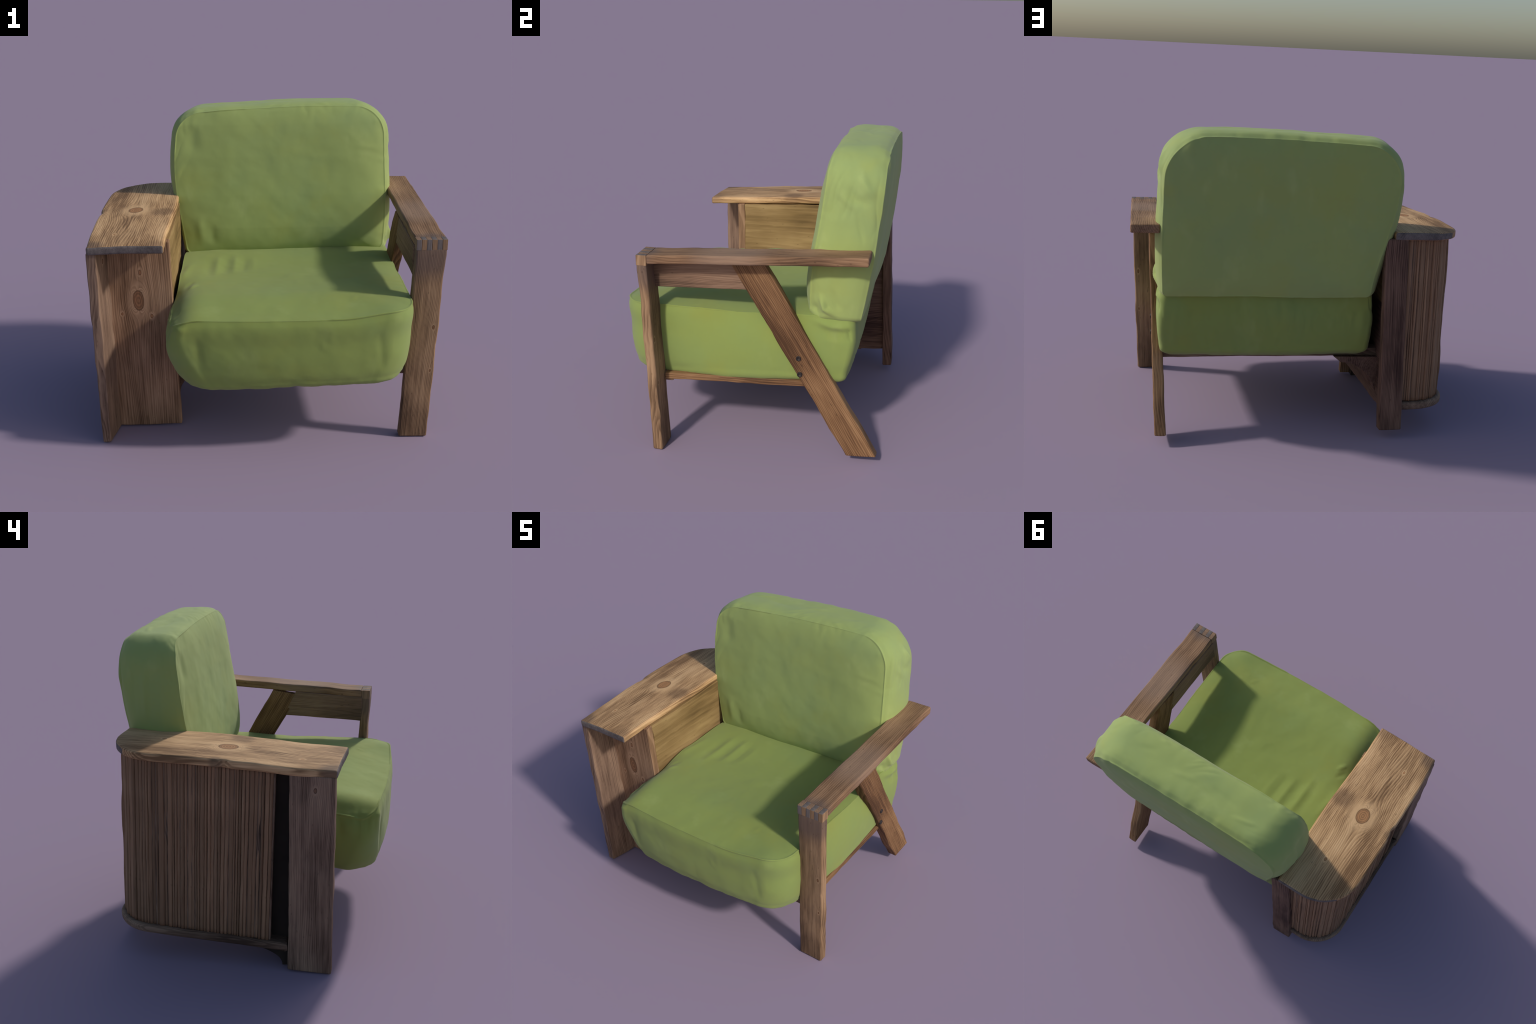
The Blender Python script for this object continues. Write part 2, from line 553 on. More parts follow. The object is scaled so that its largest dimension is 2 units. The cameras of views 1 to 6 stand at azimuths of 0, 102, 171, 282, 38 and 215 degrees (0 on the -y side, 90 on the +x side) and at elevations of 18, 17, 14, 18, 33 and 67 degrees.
cove = [(-0.565, 0.40), (-0.565, 0.110)]
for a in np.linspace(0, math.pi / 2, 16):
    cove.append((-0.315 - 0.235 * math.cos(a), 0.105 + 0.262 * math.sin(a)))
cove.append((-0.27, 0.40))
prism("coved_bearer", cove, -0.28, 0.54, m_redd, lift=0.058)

# ============================================================================ left arm cabinet
TOPZ = lambda y: 1.208 + 0.064 * (y + 0.57) - 0.019 * smooth(0.05, 0.95, y) * 1.35          # upper face of the wide armrest


def slab(name, O, zlo, zhi, mat, r, origin, parent=root, nflat=14, wob=0.002, rot=0.0):
    """flat slab with a rounded rim, from outline O (n,2); zlo, zhi functions of (x,y)"""
    c = O.mean(0)
    nrm = np.roll(O, -1, 0) - np.roll(O, 1, 0)
    nrm = np.stack([nrm[:, 1], -nrm[:, 0]], 1)
    nrm /= np.linalg.norm(nrm, axis=1, keepdims=True)
    rings = []
    for s in np.linspace(0.04, 0.97, nflat):
        q = c + (O - nrm * r - c) * s
        rings.append(np.column_stack([q, zhi(q[:, 0], q[:, 1])]))
    for a in np.linspace(0, math.pi / 2, 6):
        q = O - nrm * r * (1 - math.sin(a))
        rings.append(np.column_stack([q, zhi(q[:, 0], q[:, 1]) - r * (1 - math.cos(a))]))
    for a in np.linspace(math.pi / 2, 0, 6):
        q = O - nrm * r * (1 - math.sin(a))
        rings.append(np.column_stack([q, zlo(q[:, 0], q[:, 1]) + r * (1 - math.cos(a))]))
    for s in np.linspace(0.97, 0.04, 8):
        q = c + (O - nrm * r - c) * s
        rings.append(np.column_stack([q, zlo(q[:, 0], q[:, 1])]))
    R = np.array(rings)
    V, F = rings_mesh(R)
    V = V + np.stack([fbm(V * 6 + 3 + 9 * k, 3) for k in range(3)], 1) * wob * 2
    rotm = np.array(((0, -1, 0), (1, 0, 0), (0, 0, 1.0)))     # local X -> world +Y
    L = (V - np.array(origin)) @ rotm
    me = make_mesh(name, L, F)
    mw = Matrix.Translation(origin) @ Matrix(rotm.tolist()).to_4x4()
    return add(name, me, mat, mw, parent)


Otop = outline(-0.995, -0.552, -0.578, 0.706, (0.012, 0.012, 0.012, 0.27), bow=(0, 0.006, 0.0, 0.006), ns=(40, 110, 30, 110), nc=20)
# front edge is not square, inner edge runs slightly inward at the front
Otop[:, 1] += (Otop[:, 0] + 0.78) * -0.035 * smooth(-0.3, -0.57, Otop[:, 1])
Otop[:, 0] += 0.008 * smooth(-0.3, -0.56, Otop[:, 1]) - 0.022 * smooth(-0.95, -0.58, Otop[:, 0]) * smooth(0.2, -0.5, Otop[:, 1])
chip = np.exp(-((Otop[:, 1] - 0.03) / 0.028) ** 2) * (Otop[:, 0] < -0.9)
Otop[:, 0] += 0.012 * chip
ztop = lambda x, y: TOPZ(y) - 0.010 * np.clip((-0.75 - x) / 0.25, 0, 1)
wide = slab("wide_armrest", Otop, lambda x, y: ztop(x, y) - 0.047, ztop, m_top, 0.012, (-0.765, 0.070, 1.25))

wide.data.materials.append(m_end)                # front and rear rims coloured darker, their shade painted in
for p in wide.data.polygons:
    if abs(p.normal.x) > 0.62:
        p.material_index = 1
# outer front plank (thin edge to the front)
board("side_plank",
      [(-0.972, -0.300, 0.010), (-0.972, -0.545, 0.004), (-0.922, -0.545, 0.004), (-0.880, -0.300, 0.010)][::-1],
      [(-0.992, -0.322, 1.178), (-0.992, -0.565, 1.162), (-0.938, -0.565, 1.162), (-0.892, -0.322, 1.178)][::-1],
      m_plank, r=0.008, wob=0.003)
# front panel
board("front_panel",
      [(-0.920, -0.350, 0.010), (-0.525, -0.350, 0.010), (-0.525, -0.298, 0.010), (-0.920, -0.298, 0.010)],
      [(-0.945, -0.389, 1.172), (-0.553, -0.389, 1.172), (-0.553, -0.337, 1.176), (-0.945, -0.337, 1.176)],
      m_panel, r=0.007, wob=0.002)
# inner side panel (plywood)
board("inner_panel",
      [(-0.548, -0.328, 0.800), (-0.552, -0.336, 1.172), (-0.600, -0.336, 1.172), (-0.600, -0.328, 0.800)],
      [(-0.543, 0.690, 0.800), (-0.540, 0.660, 1.228), (-0.600, 0.660, 1.228), (-0.600, 0.690, 0.800)],
      m_ply, r=0.004, wob=0.003)
board("lower_side_board",
      [(-0.545, -0.312, 0.105), (-0.548, -0.328, 0.798), (-0.600, -0.328, 0.798), (-0.600, -0.312, 0.105)],
      [(-0.545, 0.720, 0.172), (-0.543, 0.690, 0.798), (-0.600, 0.690, 0.798), (-0.600, 0.720, 0.172)],
      m_redd, r=0.004, wob=0.003)
# straight back leg
board("back_leg",
      [(-0.664, 0.702, 0.050), (-0.522, 0.702, 0.050), (-0.522, 0.764, 0.054), (-0.664, 0.764, 0.054)],
      [(-0.636, 0.640, 1.226), (-0.500, 0.640, 1.226), (-0.500, 0.702, 1.228), (-0.636, 0.702, 1.228)],
      m_redd, r=0.010, wob=0.0025)

# tambour wall: half-round slats on a curved backing, in the chair's own leaned frame
def leanpt(x, y, h):
    """(plan x, plan y, height above the base board) -> world"""
    return np.array((x, y - 0.045 * (h - 0.0), 0.195 + 0.062 * (y - 0.2) + h))


Otam = outline(-0.945, -0.60, -0.205, 0.712, (0.004, 0.01, 0.01, 0.22), ns=(4, 4, 90, 240), nc=60)
path = np.array([p for p in Otam if (p[0] < -0.61 and p[1] > -0.200 and (p[1] > 0.707 or p[0] < -0.72))])
# keep the run from the back leg round the corner to the front gap
path = path[np.argsort(np.where(path[:, 1] > 0.7115, -path[:, 0] - 10, -path[:, 1]))]
st = np.concatenate([[0], np.cumsum(np.linalg.norm(np.diff(path, axis=0), axis=1))])
H = 1.0


def at(s):
    x = np.interp(s, st, path[:, 0])
    y = np.interp(s, st, path[:, 1])
    e = 0.004
    dx = np.interp(s + e, st, path[:, 0]) - np.interp(s - e, st, path[:, 0])
    dy = np.interp(s + e, st, path[:, 1]) - np.interp(s - e, st, path[:, 1])
    l = math.hypot(dx, dy)
    return x, y, dx / l, dy / l


tambour_nodes = np.linspace(0, st[-1], 90)
V, F = [], []
for s in tambour_nodes:
    x, y, tx, ty = at(s)
    nx, ny = ty, -tx                       # outward is to the left of travel (path runs back -> front, outside = -x)
    if nx * (x + 0.75) + ny * (y - 0.2) < 0:
        nx, ny = -nx, -ny
    for d, h in ((0.0, 0.0), (0.0, H), (-0.022, H), (-0.022, 0.0)):
        V.append(leanpt(x + nx * d, y + ny * d, h))
for i in range(len(tambour_nodes) - 1):
    for k in range(4):
        a, b = i * 4 + k, i * 4 + (k + 1) % 4
        F.append((a, a + 4, b + 4, b))
F += [(0, 1, 2, 3), tuple(len(V) - 4 + k for k in (3, 2, 1, 0))]
V = np.array(V)
tb = (-0.8, 0.2, 0.7)
grain_up = np.array(((0, 1, 0), (0, 0, 1), (1, 0, 0.0)))      # columns: local X->z, Y->x, Z->y
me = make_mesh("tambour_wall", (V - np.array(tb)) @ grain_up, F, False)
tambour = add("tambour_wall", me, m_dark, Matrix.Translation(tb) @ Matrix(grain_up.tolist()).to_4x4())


def slat_mesh(w, depth, seed):
    """rounded strip: local X along its length, Y across, Z out of the wall"""
    nl, nw = 40, 9
    g = np.random.default_rng(seed)
    V, F = [], []
    for i in range(nl + 1):
        h = H * i / nl
        for j in range(nw):
            a = math.pi * j / (nw - 1)
            yy = -math.cos(a) * w / 2
            zz = (math.sin(a) ** 0.6) * depth - 0.001
            V.append((h, yy, zz))
    V = np.array(V)
    n = fbm(np.column_stack([V[:, 0] * 5, V[:, 1] * 60, V[:, 2] * 0 + seed * 3.7]), 3)
    n2 = fbm(np.column_stack([V[:, 0] * 2.2, V[:, 0] * 0 + seed, V[:, 0] * 0]), 2)
    out = V[:, 2] > 0
    V[:, 2] += out * n * depth * 0.55
    V[:, 1] += n2 * 0.0032
    for i in range(nl):
        for j in range(nw - 1):
            a = i * nw + j
            F.append((a, a + nw, a + nw + 1, a + 1))
    F.append(tuple(range(nw)))
    F.append(tuple(range(nl * nw + nw - 1, nl * nw - 1, -1)))
    return make_mesh("slat", V, F)


variants = [slat_mesh(w, d, 20 + k) for k, (w, d) in enumerate(
    ((0.011, 0.010), (0.014, 0.013), (0.017, 0.012), (0.021, 0.014), (0.026, 0.010), (0.032, 0.011), (0.015, 0.015), (0.019, 0.008)))]
widths = [0.011, 0.014, 0.017, 0.021, 0.026, 0.032, 0.015, 0.019]
for v in variants:
    v.materials.append(m_slat)
s = 0.006
inv_t = PLACED[tambour.name].inverted()
while True:
    k = int(rng.integers(0, len(variants)))
    w = widths[k]
    if s + w > st[-1]:
        break
    x, y, tx, ty = at(s + w / 2)
    nx, ny = ty, -tx
    if nx * (x + 0.75) + ny * (y - 0.2) < 0:
        nx, ny = -nx, -ny
    lo, hi = leanpt(x, y, 0.0), leanpt(x, y, H)
    X = Vector(hi - lo).normalized()
    Z = Vector((nx, ny, 0))
    Z = (Z - X * Z.dot(X)).normalized()
    Y = Z.cross(X)
    j = Vector(lo) + Z * float(rng.uniform(-0.006, 0.002))
    M = Matrix(((X.x, Y.x, Z.x, j.x), (X.y, Y.y, Z.y, j.y), (X.z, Y.z, Z.z, j.z), (0, 0, 0, 1)))
    ob = bpy.data.objects.new("slat", variants[k])
    bpy.context.scene.collection.objects.link(ob)
    ob.parent = tambour
    ob.matrix_basis = inv_t @ M
    s += w + float(rng.uniform(0.0, 0.0028))

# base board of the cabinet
# very dark plate sunk in the slot between tambour and front plank
board("recess_dark_plate", [(-0.882, -0.305, 0.165), (-0.882, -0.150, 0.165), (-0.862, -0.150, 0.165), (-0.862, -0.305, 0.165)],
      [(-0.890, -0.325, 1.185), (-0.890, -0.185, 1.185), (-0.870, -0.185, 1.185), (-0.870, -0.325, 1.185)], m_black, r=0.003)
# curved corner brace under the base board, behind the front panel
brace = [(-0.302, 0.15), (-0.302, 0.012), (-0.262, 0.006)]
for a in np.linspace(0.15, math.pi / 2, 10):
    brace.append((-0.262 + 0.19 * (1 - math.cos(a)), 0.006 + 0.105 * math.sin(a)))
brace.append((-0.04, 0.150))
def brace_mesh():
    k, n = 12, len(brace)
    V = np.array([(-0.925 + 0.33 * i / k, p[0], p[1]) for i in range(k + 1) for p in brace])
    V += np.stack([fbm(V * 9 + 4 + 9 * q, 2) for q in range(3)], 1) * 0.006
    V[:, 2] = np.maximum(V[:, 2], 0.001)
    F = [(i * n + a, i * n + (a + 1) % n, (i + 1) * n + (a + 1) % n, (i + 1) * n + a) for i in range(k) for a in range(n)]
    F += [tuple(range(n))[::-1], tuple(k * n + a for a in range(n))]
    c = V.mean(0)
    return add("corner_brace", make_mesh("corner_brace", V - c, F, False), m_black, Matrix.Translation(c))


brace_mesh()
Obase = outline(-0.974, -0.58, -0.300, 0.738, (0.004, 0.01, 0.01, 0.235), ns=(30, 90, 30, 90), nc=20)
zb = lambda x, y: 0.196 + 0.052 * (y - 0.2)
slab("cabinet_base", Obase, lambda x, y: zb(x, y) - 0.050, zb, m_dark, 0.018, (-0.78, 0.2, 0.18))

# ============================================================================ seat cushion
def cloth(P, along, seed, amp):
    """patches of soft drawn wrinkles running along a direction"""
    a = np.array(along, float)
    a /= np.linalg.norm(a)
    q = P + 0.05 * np.stack([vnoise(P * 4 + seed + k * 7) for k in range(3)], 1)
    t = q @ a
    across = q - t[:, None] * a * 0.82
    n = vnoise(across * 15 + seed) + 0.5 * vnoise(across * 31 + seed * 2)
    ridge = 1 - np.abs(n)
    mask = smooth(0.05, 0.45, fbm(P * 2.6 + seed * 3, 2))
    return amp * mask * (ridge - 0.6)


def seat_cushion():
    lv = [
        (0.00, outline(-0.535, 0.788, -0.750, 0.618, (0.11, 0.16, 0.05, 0.05), (0.026, 0.008, 0, 0))),
        (0.10, outline(-0.556, 0.800, -0.760, 0.632, (0.11, 0.18, 0.05, 0.05), (0.030, 0.012, 0, 0.004))),
        (0.35, outline(-0.566, 0.798, -0.756, 0.632, (0.12, 0.21, 0.05, 0.05), (0.032, 0.018, 0.006, 0.004))),
        (0.62, outline(-0.545, 0.790, -0.752, 0.615, (0.16, 0.20, 0.05, 0.05), (0.034, 0.018, 0.010, 0))),
        (0.84, outline(-0.500, 0.770, -0.738, 0.590, (0.17, 0.20, 0.05, 0.05), (0.030, 0.014, 0.012, 0))),
        (0.95, outline(-0.452, 0.742, -0.712, 0.570, (0.17, 0.19, 0.05, 0.05), (0.024, 0.01, 0.01, 0))),
        (1.00, outline(-0.380, 0.690, -0.655, 0.545, (0.18, 0.18, 0.05, 0.05), (0.02, 0, 0, 0))),
    ]
    ts = [q[0] for q in lv]
    tq = np.concatenate([np.linspace(0, 0.08, 14), np.linspace(0.095, 0.92, 52), np.linspace(0.93, 1, 10)])
    OL = interp_levels(ts, [q[1] for q in lv], tq)

    # the back half of the seat is a plain box; only the front lower edge is rolled under
    BL = interp_levels([0, 0.4, 0.8, 0.93, 1.0], [
        outline(-0.520, 0.788, -0.750, 0.618, (0.11, 0.15, 0.04, 0.04), (0.02, 0.008, 0, 0)),
        outline(-0.535, 0.803, -0.756, 0.622, (0.13, 0.16, 0.04, 0.04), (0.02, 0.018, 0.006, 0)),
        outline(-0.530, 0.800, -0.728, 0.592, (0.15, 0.16, 0.04, 0.04), (0.02, 0.014, 0.012, 0)),
        outline(-0.518, 0.790, -0.700, 0.578, (0.16, 0.16, 0.04, 0.04), (0.02, 0.010, 0.010, 0)),
        outline(-0.480, 0.755, -0.655, 0.540, (0.16, 0.16, 0.04, 0.04), (0.02, 0, 0, 0))], tq)
    for k in range(len(tq)):
        wgt = smooth(-0.50, -0.10, OL[k][:, 1])[:, None]
        OL[k] = OL[k] * (1 - wgt) + BL[k] * wgt
        OL[k][:, 0] += 0.052 * smooth(0.25, 0.60, OL[k][:, 1]) * smooth(0.2, -0.5, OL[k][:, 0])

    def seam_z(x, y):
        z = 0.874 + 0.012 * smooth(0.0, 0.34, y)
        z = z - 0.036 * smooth(-0.45, -0.74, y) * (1 - 0.85 * smooth(0.38, 0.72, x))
        return z

    def shoulder(x, y):                        # on the cabinet side the seam sits low and the top rolls over it
        return 0.068 * np.clip((-0.34 - x) / 0.185, 0, 1.05) ** 3.0 * smooth(-0.08, -0.42, y)

    def bot_z(x, y):
        return 0.414 + 0.052 * smooth(-0.6, 0.5, y) - 0.022 * smooth(0.2, -0.4, x) * smooth(-0.2, -0.6, y)

    O0 = OL[0]
    c = np.array((0.13, -0.04))
    rings, seam = [], []
    ss = np.concatenate([np.linspace(0.02, 0.93, 60), np.linspace(0.938, 0.997, 16)])
    for s in ss:
        q = c + (O0 - c) * s
        base = seam_z(*(c + (O0 - c) * max(s, 0.0)).T)
        zs = seam_z(q[:, 0], q[:, 1])
        dome = 0.018 - 0.022 * np.exp(-((q[:, 0] + 0.05) / 0.40) ** 2 - ((q[:, 1] + 0.10) / 0.36) ** 2)
        zs = zs - shoulder(q[:, 0], q[:, 1])
        rings.append(np.column_stack([q, zs + dome * (1 - s ** 7)]))
        seam.append(np.full(len(q), (1 - s) * 0.62))
    for t, O in zip(tq, OL):
        zt = seam_z(O[:, 0], O[:, 1]) - shoulder(OL[0][:, 0], OL[0][:, 1])
        zbm = bot_z(O[:, 0], O[:, 1])
        rings.append(np.column_stack([O, zt + (zbm - zt) * t]))
        seam.append(np.full(len(O), t * 0.45))
    for s in np.linspace(0.95, 0.03, 14):
        q = c + (OL[-1] - c) * s
        rings.append(np.column_stack([q, bot_z(q[:, 0], q[:, 1]) - 0.010 * (1 - s ** 4)]))
        seam.append(np.full(len(q), 1.0))
    V, F = rings_mesh(np.array(rings))
    sd = np.concatenate([np.concatenate(seam), [1, 1]])
    x, y, z = V.T
    # stitched seam: a groove with puffed lips, best seen along the front
    vis = 0.35 + 0.65 * smooth(-0.35, -0.6, y)
    vis = vis * (0.25 + 0.75 * smooth(-0.15, 0.12, fbm(V * 4 + 2, 2)))
    d = -0.0055 * vis * np.exp(-(sd / 0.0036) ** 2)
    # puckers along the seams
    side = smooth(0.62, 0.74, x) * smooth(-0.60, -0.45, y)
    d += side * 0.0045 * fbm(np.column_stack([y * 26, z * 3, x * 2]), 2) * np.exp(-((z - 0.885) / 0.05) ** 2)
    left = smooth(-0.42, -0.50, x) * smooth(-0.30, -0.42, y)
    d += left * 0.013 * fbm(np.column_stack([y * 26 + 7, z * 3, x * 2]), 2) * np.exp(-((z - 0.735) / 0.055) ** 2)
    d -= left * 0.007 * np.exp(-((z - 0.785) / 0.022) ** 2)
    fr = smooth(-0.64, -0.70, y)
    d += fr * 0.0022 * fbm(np.column_stack([x * 11, z * 3, y * 2]), 2) * np.exp(-((z - 0.76) / 0.06) ** 2)
    # drawn fabric and big lazy folds
    items = [
        ([(-0.36, -0.22, 0.885), (-0.345, 0.22, 0.89)], 0.030, 0.0045),
        ([(-0.31, -0.20, 0.883), (-0.295, 0.26, 0.892)], 0.020, -0.0058),
        ([(-0.25, -0.16, 0.880), (-0.235, 0.28, 0.893)], 0.028, 0.0048),
        ([(-0.20, -0.12, 0.878), (-0.185, 0.26, 0.893)], 0.019, -0.0055),
        ([(-0.14, -0.10, 0.876), (-0.125, 0.24, 0.892)], 0.022, 0.0045),
        ([(-0.08, -0.05, 0.875), (-0.07, 0.2, 0.89)], 0.018, -0.0025),
        ([(-0.46, -0.35, 0.865), (-0.40, -0.28, 0.885)], 0.012, -0.008),
        ([(-0.49, -0.30, 0.865), (-0.42, -0.22, 0.885)], 0.014, 0.007),
        ([(-0.51, -0.20, 0.88), (-0.46, 0.15, 0.89)], 0.025, -0.006),
        ([(0.44, -0.60, 0.86), (0.50, -0.52, 0.89)], 0.008, -0.005),
        ([(0.62, -0.66, 0.82), (0.66, -0.58, 0.87)], 0.010, 0.004),
        ([(0.19, -0.75, 0.82), (0.25, -0.77, 0.70)], 0.014, 0.006),
        ([(0.28, -0.75, 0.81), (0.285, -0.78, 0.66)], 0.012, -0.005),
        ([(0.36, -0.75, 0.82), (0.35, -0.77, 0.70)], 0.014, 0.004),
        ([(0.60, -0.75, 0.78), (0.62, -0.75, 0.50)], 0.018, 0.006),
        ([(0.655, -0.73, 0.80), (0.665, -0.73, 0.58)], 0.010, -0.007),
        ([(-0.40, -0.76, 0.78), (-0.37, -0.77, 0.52)], 0.025, 0.005),
        ([(-0.52, -0.66, 0.80), (-0.46, -0.72, 0.74), (-0.42, -0.75, 0.66)], 0.012, -0.007),
        ([(-0.53, -0.6, 0.76), (-0.49, -0.7, 0.66), (-0.44, -0.74, 0.58)], 0.014, 0.006),
        # rear right where the two cushions squeeze
        ([(0.78, 0.36, 0.87), (0.79, 0.50, 0.83), (0.78, 0.63, 0.83)], 0.020, -0.020),
        ([(0.79, 0.44, 0.83), (0.795, 0.50, 0.74)], 0.014, 0.012),
        ([(0.79, 0.52, 0.84), (0.795, 0.56, 0.73)], 0.012, 0.014),
        ([(0.79, 0.58, 0.84), (0.79, 0.60, 0.74)], 0.010, 0.012),
        ([(0.70, 0.64, 0.84), (0.72, 0.58, 0.5)], 0.012, -0.006),
        ([(-0.42, 0.62, 0.75), (-0.40, 0.56, 0.5)], 0.02, -0.006),
        ([(0.30, 0.62, 0.70), (0.31, 0.57, 0.5)], 0.018, 0.004),
        ([(0.0, 0.62, 0.72), (0.02, 0.57, 0.5)], 0.018, -0.004),
    ]
    d += folds(V, items)
    d += 0.009 * fbm(V * 2.4 + 5, 3) + 0.0016 * fbm(V * 13 + 31, 2)
    d += cloth(V, (0, 0.2, 1), 8.1, 0.005) * smooth(0.85, 0.78, z) * smooth(-0.5, -0.3, y)
    d += cloth(V, (0, 0.25, 1), 1.4, 0.016) * smooth(0.45, 0.58, y) * smooth(0.6, 0.72, z)
    # ragged hem where the cloth is tucked under the frame
    hem = smooth(0.50, 0.43, z)
    d += hem * 0.010 * fbm(V * 9 + 3, 3)
    V = V + normals_of(V, F) * d[:, None]
    V[:, 2] = np.maximum(V[:, 2], 0.378)
    return V, F


V, F = seat_cushion()
add("seat_cushion", make_mesh("seat_cushion", V, F), m_seat)


# ============================================================================ back cushion
def back_cushion():
    # outlines in (x, z), from front seam to rear seam; y comes from two leaning planes
    ns, nc = (90, 70, 90, 70), 26
    lv = [
        (0.00, outline(-0.558, 0.770, 0.880, 1.800, (0.04, 0.05, 0.19, 0.17), (0, 0.006, 0.012, 0.020), ns, nc)),
        (0.10, outline(-0.580, 0.795, 0.864, 1.815, (0.05, 0.05, 0.21, 0.18), (0, 0.008, 0.012, 0.022), ns, nc)),
        (0.50, outline(-0.588, 0.815, 0.858, 1.822, (0.05, 0.05, 0.25, 0.20), (0, 0.008, 0.010, 0.022), ns, nc)),
        (0.90, outline(-0.568, 0.797, 0.860, 1.814, (0.04, 0.04, 0.27, 0.22), (0, 0.008, 0.008, 0.014), ns, nc)),
        (1.00, outline(-0.546, 0.782, 0.866, 1.790, (0.03, 0.03, 0.25, 0.21), (0, 0.006, 0.008, 0.0), ns, nc)),
    ]
    ts = [q[0] for q in lv]
    tq = np.concatenate([np.linspace(0, 0.09, 12), np.linspace(0.105, 0.90, 44), np.linspace(0.915, 1, 12)])
    OL = interp_levels(ts, [q[1] for q in lv], tq)

    def shape_x(x, z, t=0.0):
        # the left edge runs inward towards the bottom, the upper left corner hangs lower
        k = smooth(1.55, 0.85, z) * np.clip((0.1 - x) / 0.6, 0, 1)
        x = x + (0.052 + 0.058 * t) * k
        z = z - 0.024 * np.clip((0.5 - x) / 1.0, 0, 1) * smooth(1.2, 1.8, z)
        return x, z

    def yf(x, z):                              # front seam
        lft = np.clip((0.75 - x) / 1.3, 0, 1)
        return np.interp(z, (0.85, 1.05, 1.26, 1.5, 1.70, 1.80), (0.358, 0.366, 0.384, 0.410, 0.434, 0.458)) - 0.028 * lft

    def yc(x, z):                              # crown of the front face
        return np.interp(z, (0.85, 1.05, 1.26, 1.5, 1.70, 1.80), (0.298, 0.308, 0.332, 0.364, 0.396, 0.414)) + 0.010 * smooth(-0.1, -0.5, x)

    def yr(x, z):                              # rear seam
        lft = np.clip((0.75 - x) / 1.3, 0, 1)
        return (np.interp(z, (0.85, 0.95, 1.26, 1.5, 1.70, 1.80), (0.646, 0.664, 0.708, 0.736, 0.750, 0.752))
                + 0.016 * lft * smooth(1.7, 0.95, z))

    c = np.array((0.12, 1.33))
    rings, s1, s2 = [], [], []
    ss = np.concatenate([np.linspace(0.02, 0.92, 58), np.linspace(0.93, 0.997, 16)])
    for s in ss:
        q = c + (OL[0] - c) * s
        x, z = shape_x(q[:, 0], q[:, 1])
        puff = (yf(x, z) - yc(x, z)) * (1 - s ** 6)
        rings.append(np.column_stack([x, yf(x, z) - puff, z]))
        s1.append(np.full(len(q), (1 - s) * 0.55)); s2.append(np.full(len(q), 1.0))
    for t, O in zip(tq, OL):
        x, z = shape_x(O[:, 0], O[:, 1], t)
        rings.append(np.column_stack([x, yf(x, z) * (1 - t) + yr(x, z) * t, z]))
        s1.append(np.full(len(O), t * 0.28)); s2.append(np.full(len(O), (1 - t) * 0.28))
    for s in ss[::-1]:
        q = c + (OL[-1] - c) * s
        x, z = shape_x(q[:, 0], q[:, 1], 1.0)
        puff = 0.020 * (1 - s ** 8)
        rings.append(np.column_stack([x, yr(x, z) + puff, z]))
        s1.append(np.full(len(q), 1.0)); s2.append(np.full(len(q), (1 - s) * 0.55))
    V, F = rings_mesh(np.array(rings))
    s1 = np.concatenate([np.concatenate(s1), [1, 1]])
    s2 = np.concatenate([np.concatenate(s2), [1, 1]])
    x, y, z = V.T
    d = 0
    for sd in (s1, s2):
        vis = 0.2 + 0.8 * smooth(-0.12, 0.15, fbm(V * 4 + 8, 2))
        d = d - 0.0036 * vis * np.exp(-(sd / 0.0034) ** 2)
    # puckers by the seams
    d += 0.004 * fbm(np.column_stack([x * 16, y * 3, z * 3]), 2) * np.exp(-((s2 - 0.02) / 0.03) ** 2) * smooth(1.6, 1.8, z)
    d += 0.004 * fbm(np.column_stack([z * 18, y * 3, x * 3]), 2) * np.exp(-((s1 - 0.02) / 0.03) ** 2) * smooth(0.6, 0.76, x)
    d += 0.006 * fbm(np.column_stack([y * 14, z * 3, x * 2]), 2) * smooth(-0.45, -0.56, x)
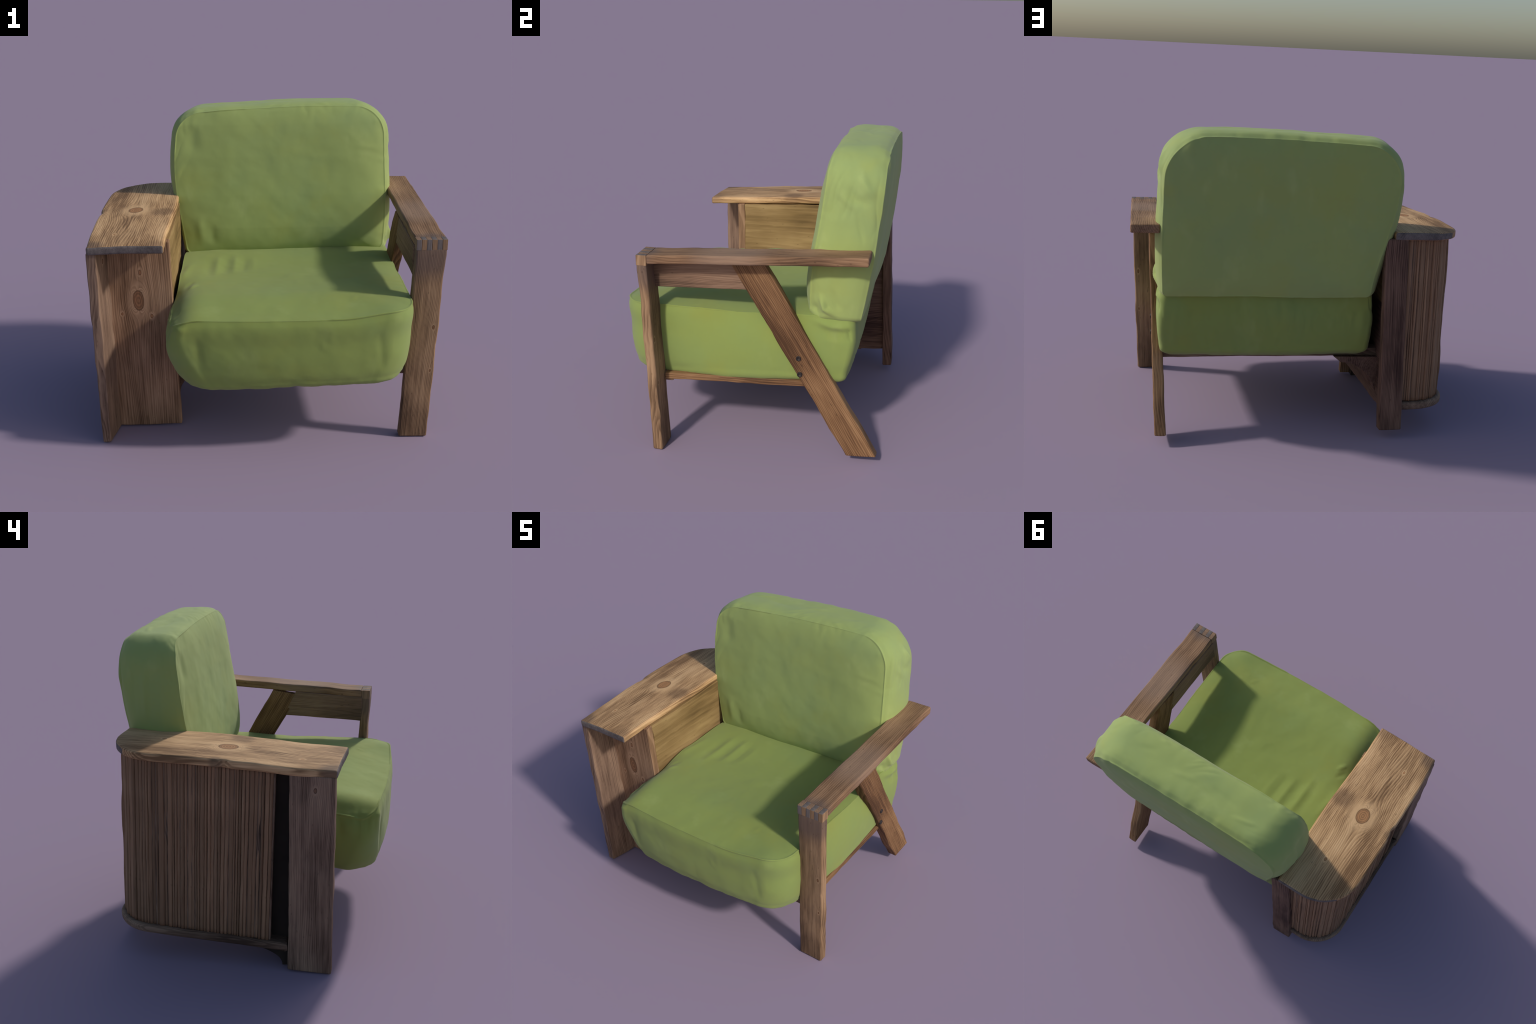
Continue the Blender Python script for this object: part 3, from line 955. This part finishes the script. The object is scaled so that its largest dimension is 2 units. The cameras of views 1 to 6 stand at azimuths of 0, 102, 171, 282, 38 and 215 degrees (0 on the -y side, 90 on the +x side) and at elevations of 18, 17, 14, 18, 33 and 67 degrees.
    items = [
        # pinched corner, right side near the top
        ([(0.79, 0.60, 1.72), (0.81, 0.66, 1.62), (0.80, 0.72, 1.58)], 0.022, -0.016),
        ([(0.79, 0.52, 1.66), (0.815, 0.60, 1.57), (0.81, 0.69, 1.53)], 0.024, 0.010),
        ([(0.80, 0.48, 1.62), (0.815, 0.62, 1.49)], 0.020, -0.007),
        ([(0.76, 0.62, 1.79), (0.80, 0.68, 1.70)], 0.020, 0.010),
        ([(0.82, 0.60, 1.50), (0.82, 0.66, 1.30)], 0.014, 0.006),
        # pulled folds at the lower right side
        ([(0.80, 0.42, 1.04), (0.81, 0.45, 0.94), (0.80, 0.53, 0.89)], 0.016, -0.026),
        ([(0.79, 0.38, 0.97), (0.80, 0.42, 0.87)], 0.022, 0.014),
        ([(0.80, 0.48, 1.08), (0.81, 0.54, 0.92)], 0.018, 0.013),
        # left side hanging folds
        ([(-0.56, 0.50, 1.72), (-0.585, 0.52, 1.35)], 0.024, 0.012),
        ([(-0.57, 0.58, 1.70), (-0.59, 0.58, 1.30)], 0.022, -0.018),
        ([(-0.57, 0.64, 1.68), (-0.58, 0.65, 1.30)], 0.022, 0.009),
        ([(-0.55, 0.45, 1.60), (-0.56, 0.44, 1.25)], 0.018, -0.006),
        # faint pulls on the front
        ([(-0.42, 0.33, 1.15), (-0.40, 0.32, 0.92)], 0.030, -0.006),
        ([(-0.34, 0.33, 1.10), (-0.33, 0.32, 0.92)], 0.025, 0.005),
        ([(0.55, 0.39, 1.56), (0.74, 0.41, 1.54)], 0.015, -0.004),
        ([(0.58, 0.39, 1.53), (0.76, 0.41, 1.50)], 0.016, 0.004),
        ([(-0.46, 0.40, 1.72), (-0.44, 0.38, 1.50)], 0.04, 0.006),
        # dents along the top
        ([(0.05, 0.58, 1.83), (0.28, 0.62, 1.84)], 0.018, -0.005),
        ([(-0.25, 0.60, 1.81), (0.0, 0.56, 1.82)], 0.020, 0.004),
        ([(-0.40, 0.62, 1.80), (-0.20, 0.66, 1.82)], 0.014, -0.005),
        ([(0.35, 0.55, 1.84), (0.55, 0.6, 1.84)], 0.02, 0.004),
    ]
    d = d + folds(V, items)
    d += 0.008 * fbm(V * 2.6 + 41, 3) + 0.0016 * fbm(V * 12 + 3, 2)
    near = np.exp(-(np.minimum(s1, s2) / 0.07) ** 2)
    d += cloth(V, (0.25, 0.1, 1), 5.7, 0.005) * near + cloth(V, (1, 0.5, 0), 2.9, 0.008) * smooth(1.74, 1.80, z)
    d += cloth(V, (0, 0.3, 1), 6.6, 0.018) * np.maximum(smooth(-0.50, -0.58, x), 0.45 * smooth(0.74, 0.80, x))
    V = V + normals_of(V, F) * d[:, None]
    return V, F


V, F = back_cushion()
add("back_cushion", make_mesh("back_cushion", V, F), m_back)

# all meshes: outward normals
import bmesh
for ob in bpy.data.objects:
    if ob.type == "MESH" and ob.data.users >= 1 and not ob.data.get("ok"):
        bm = bmesh.new()
        bm.from_mesh(ob.data)
        bmesh.ops.recalc_face_normals(bm, faces=bm.faces)
        bm.to_mesh(ob.data)
        bm.free()
        ob.data["ok"] = 1
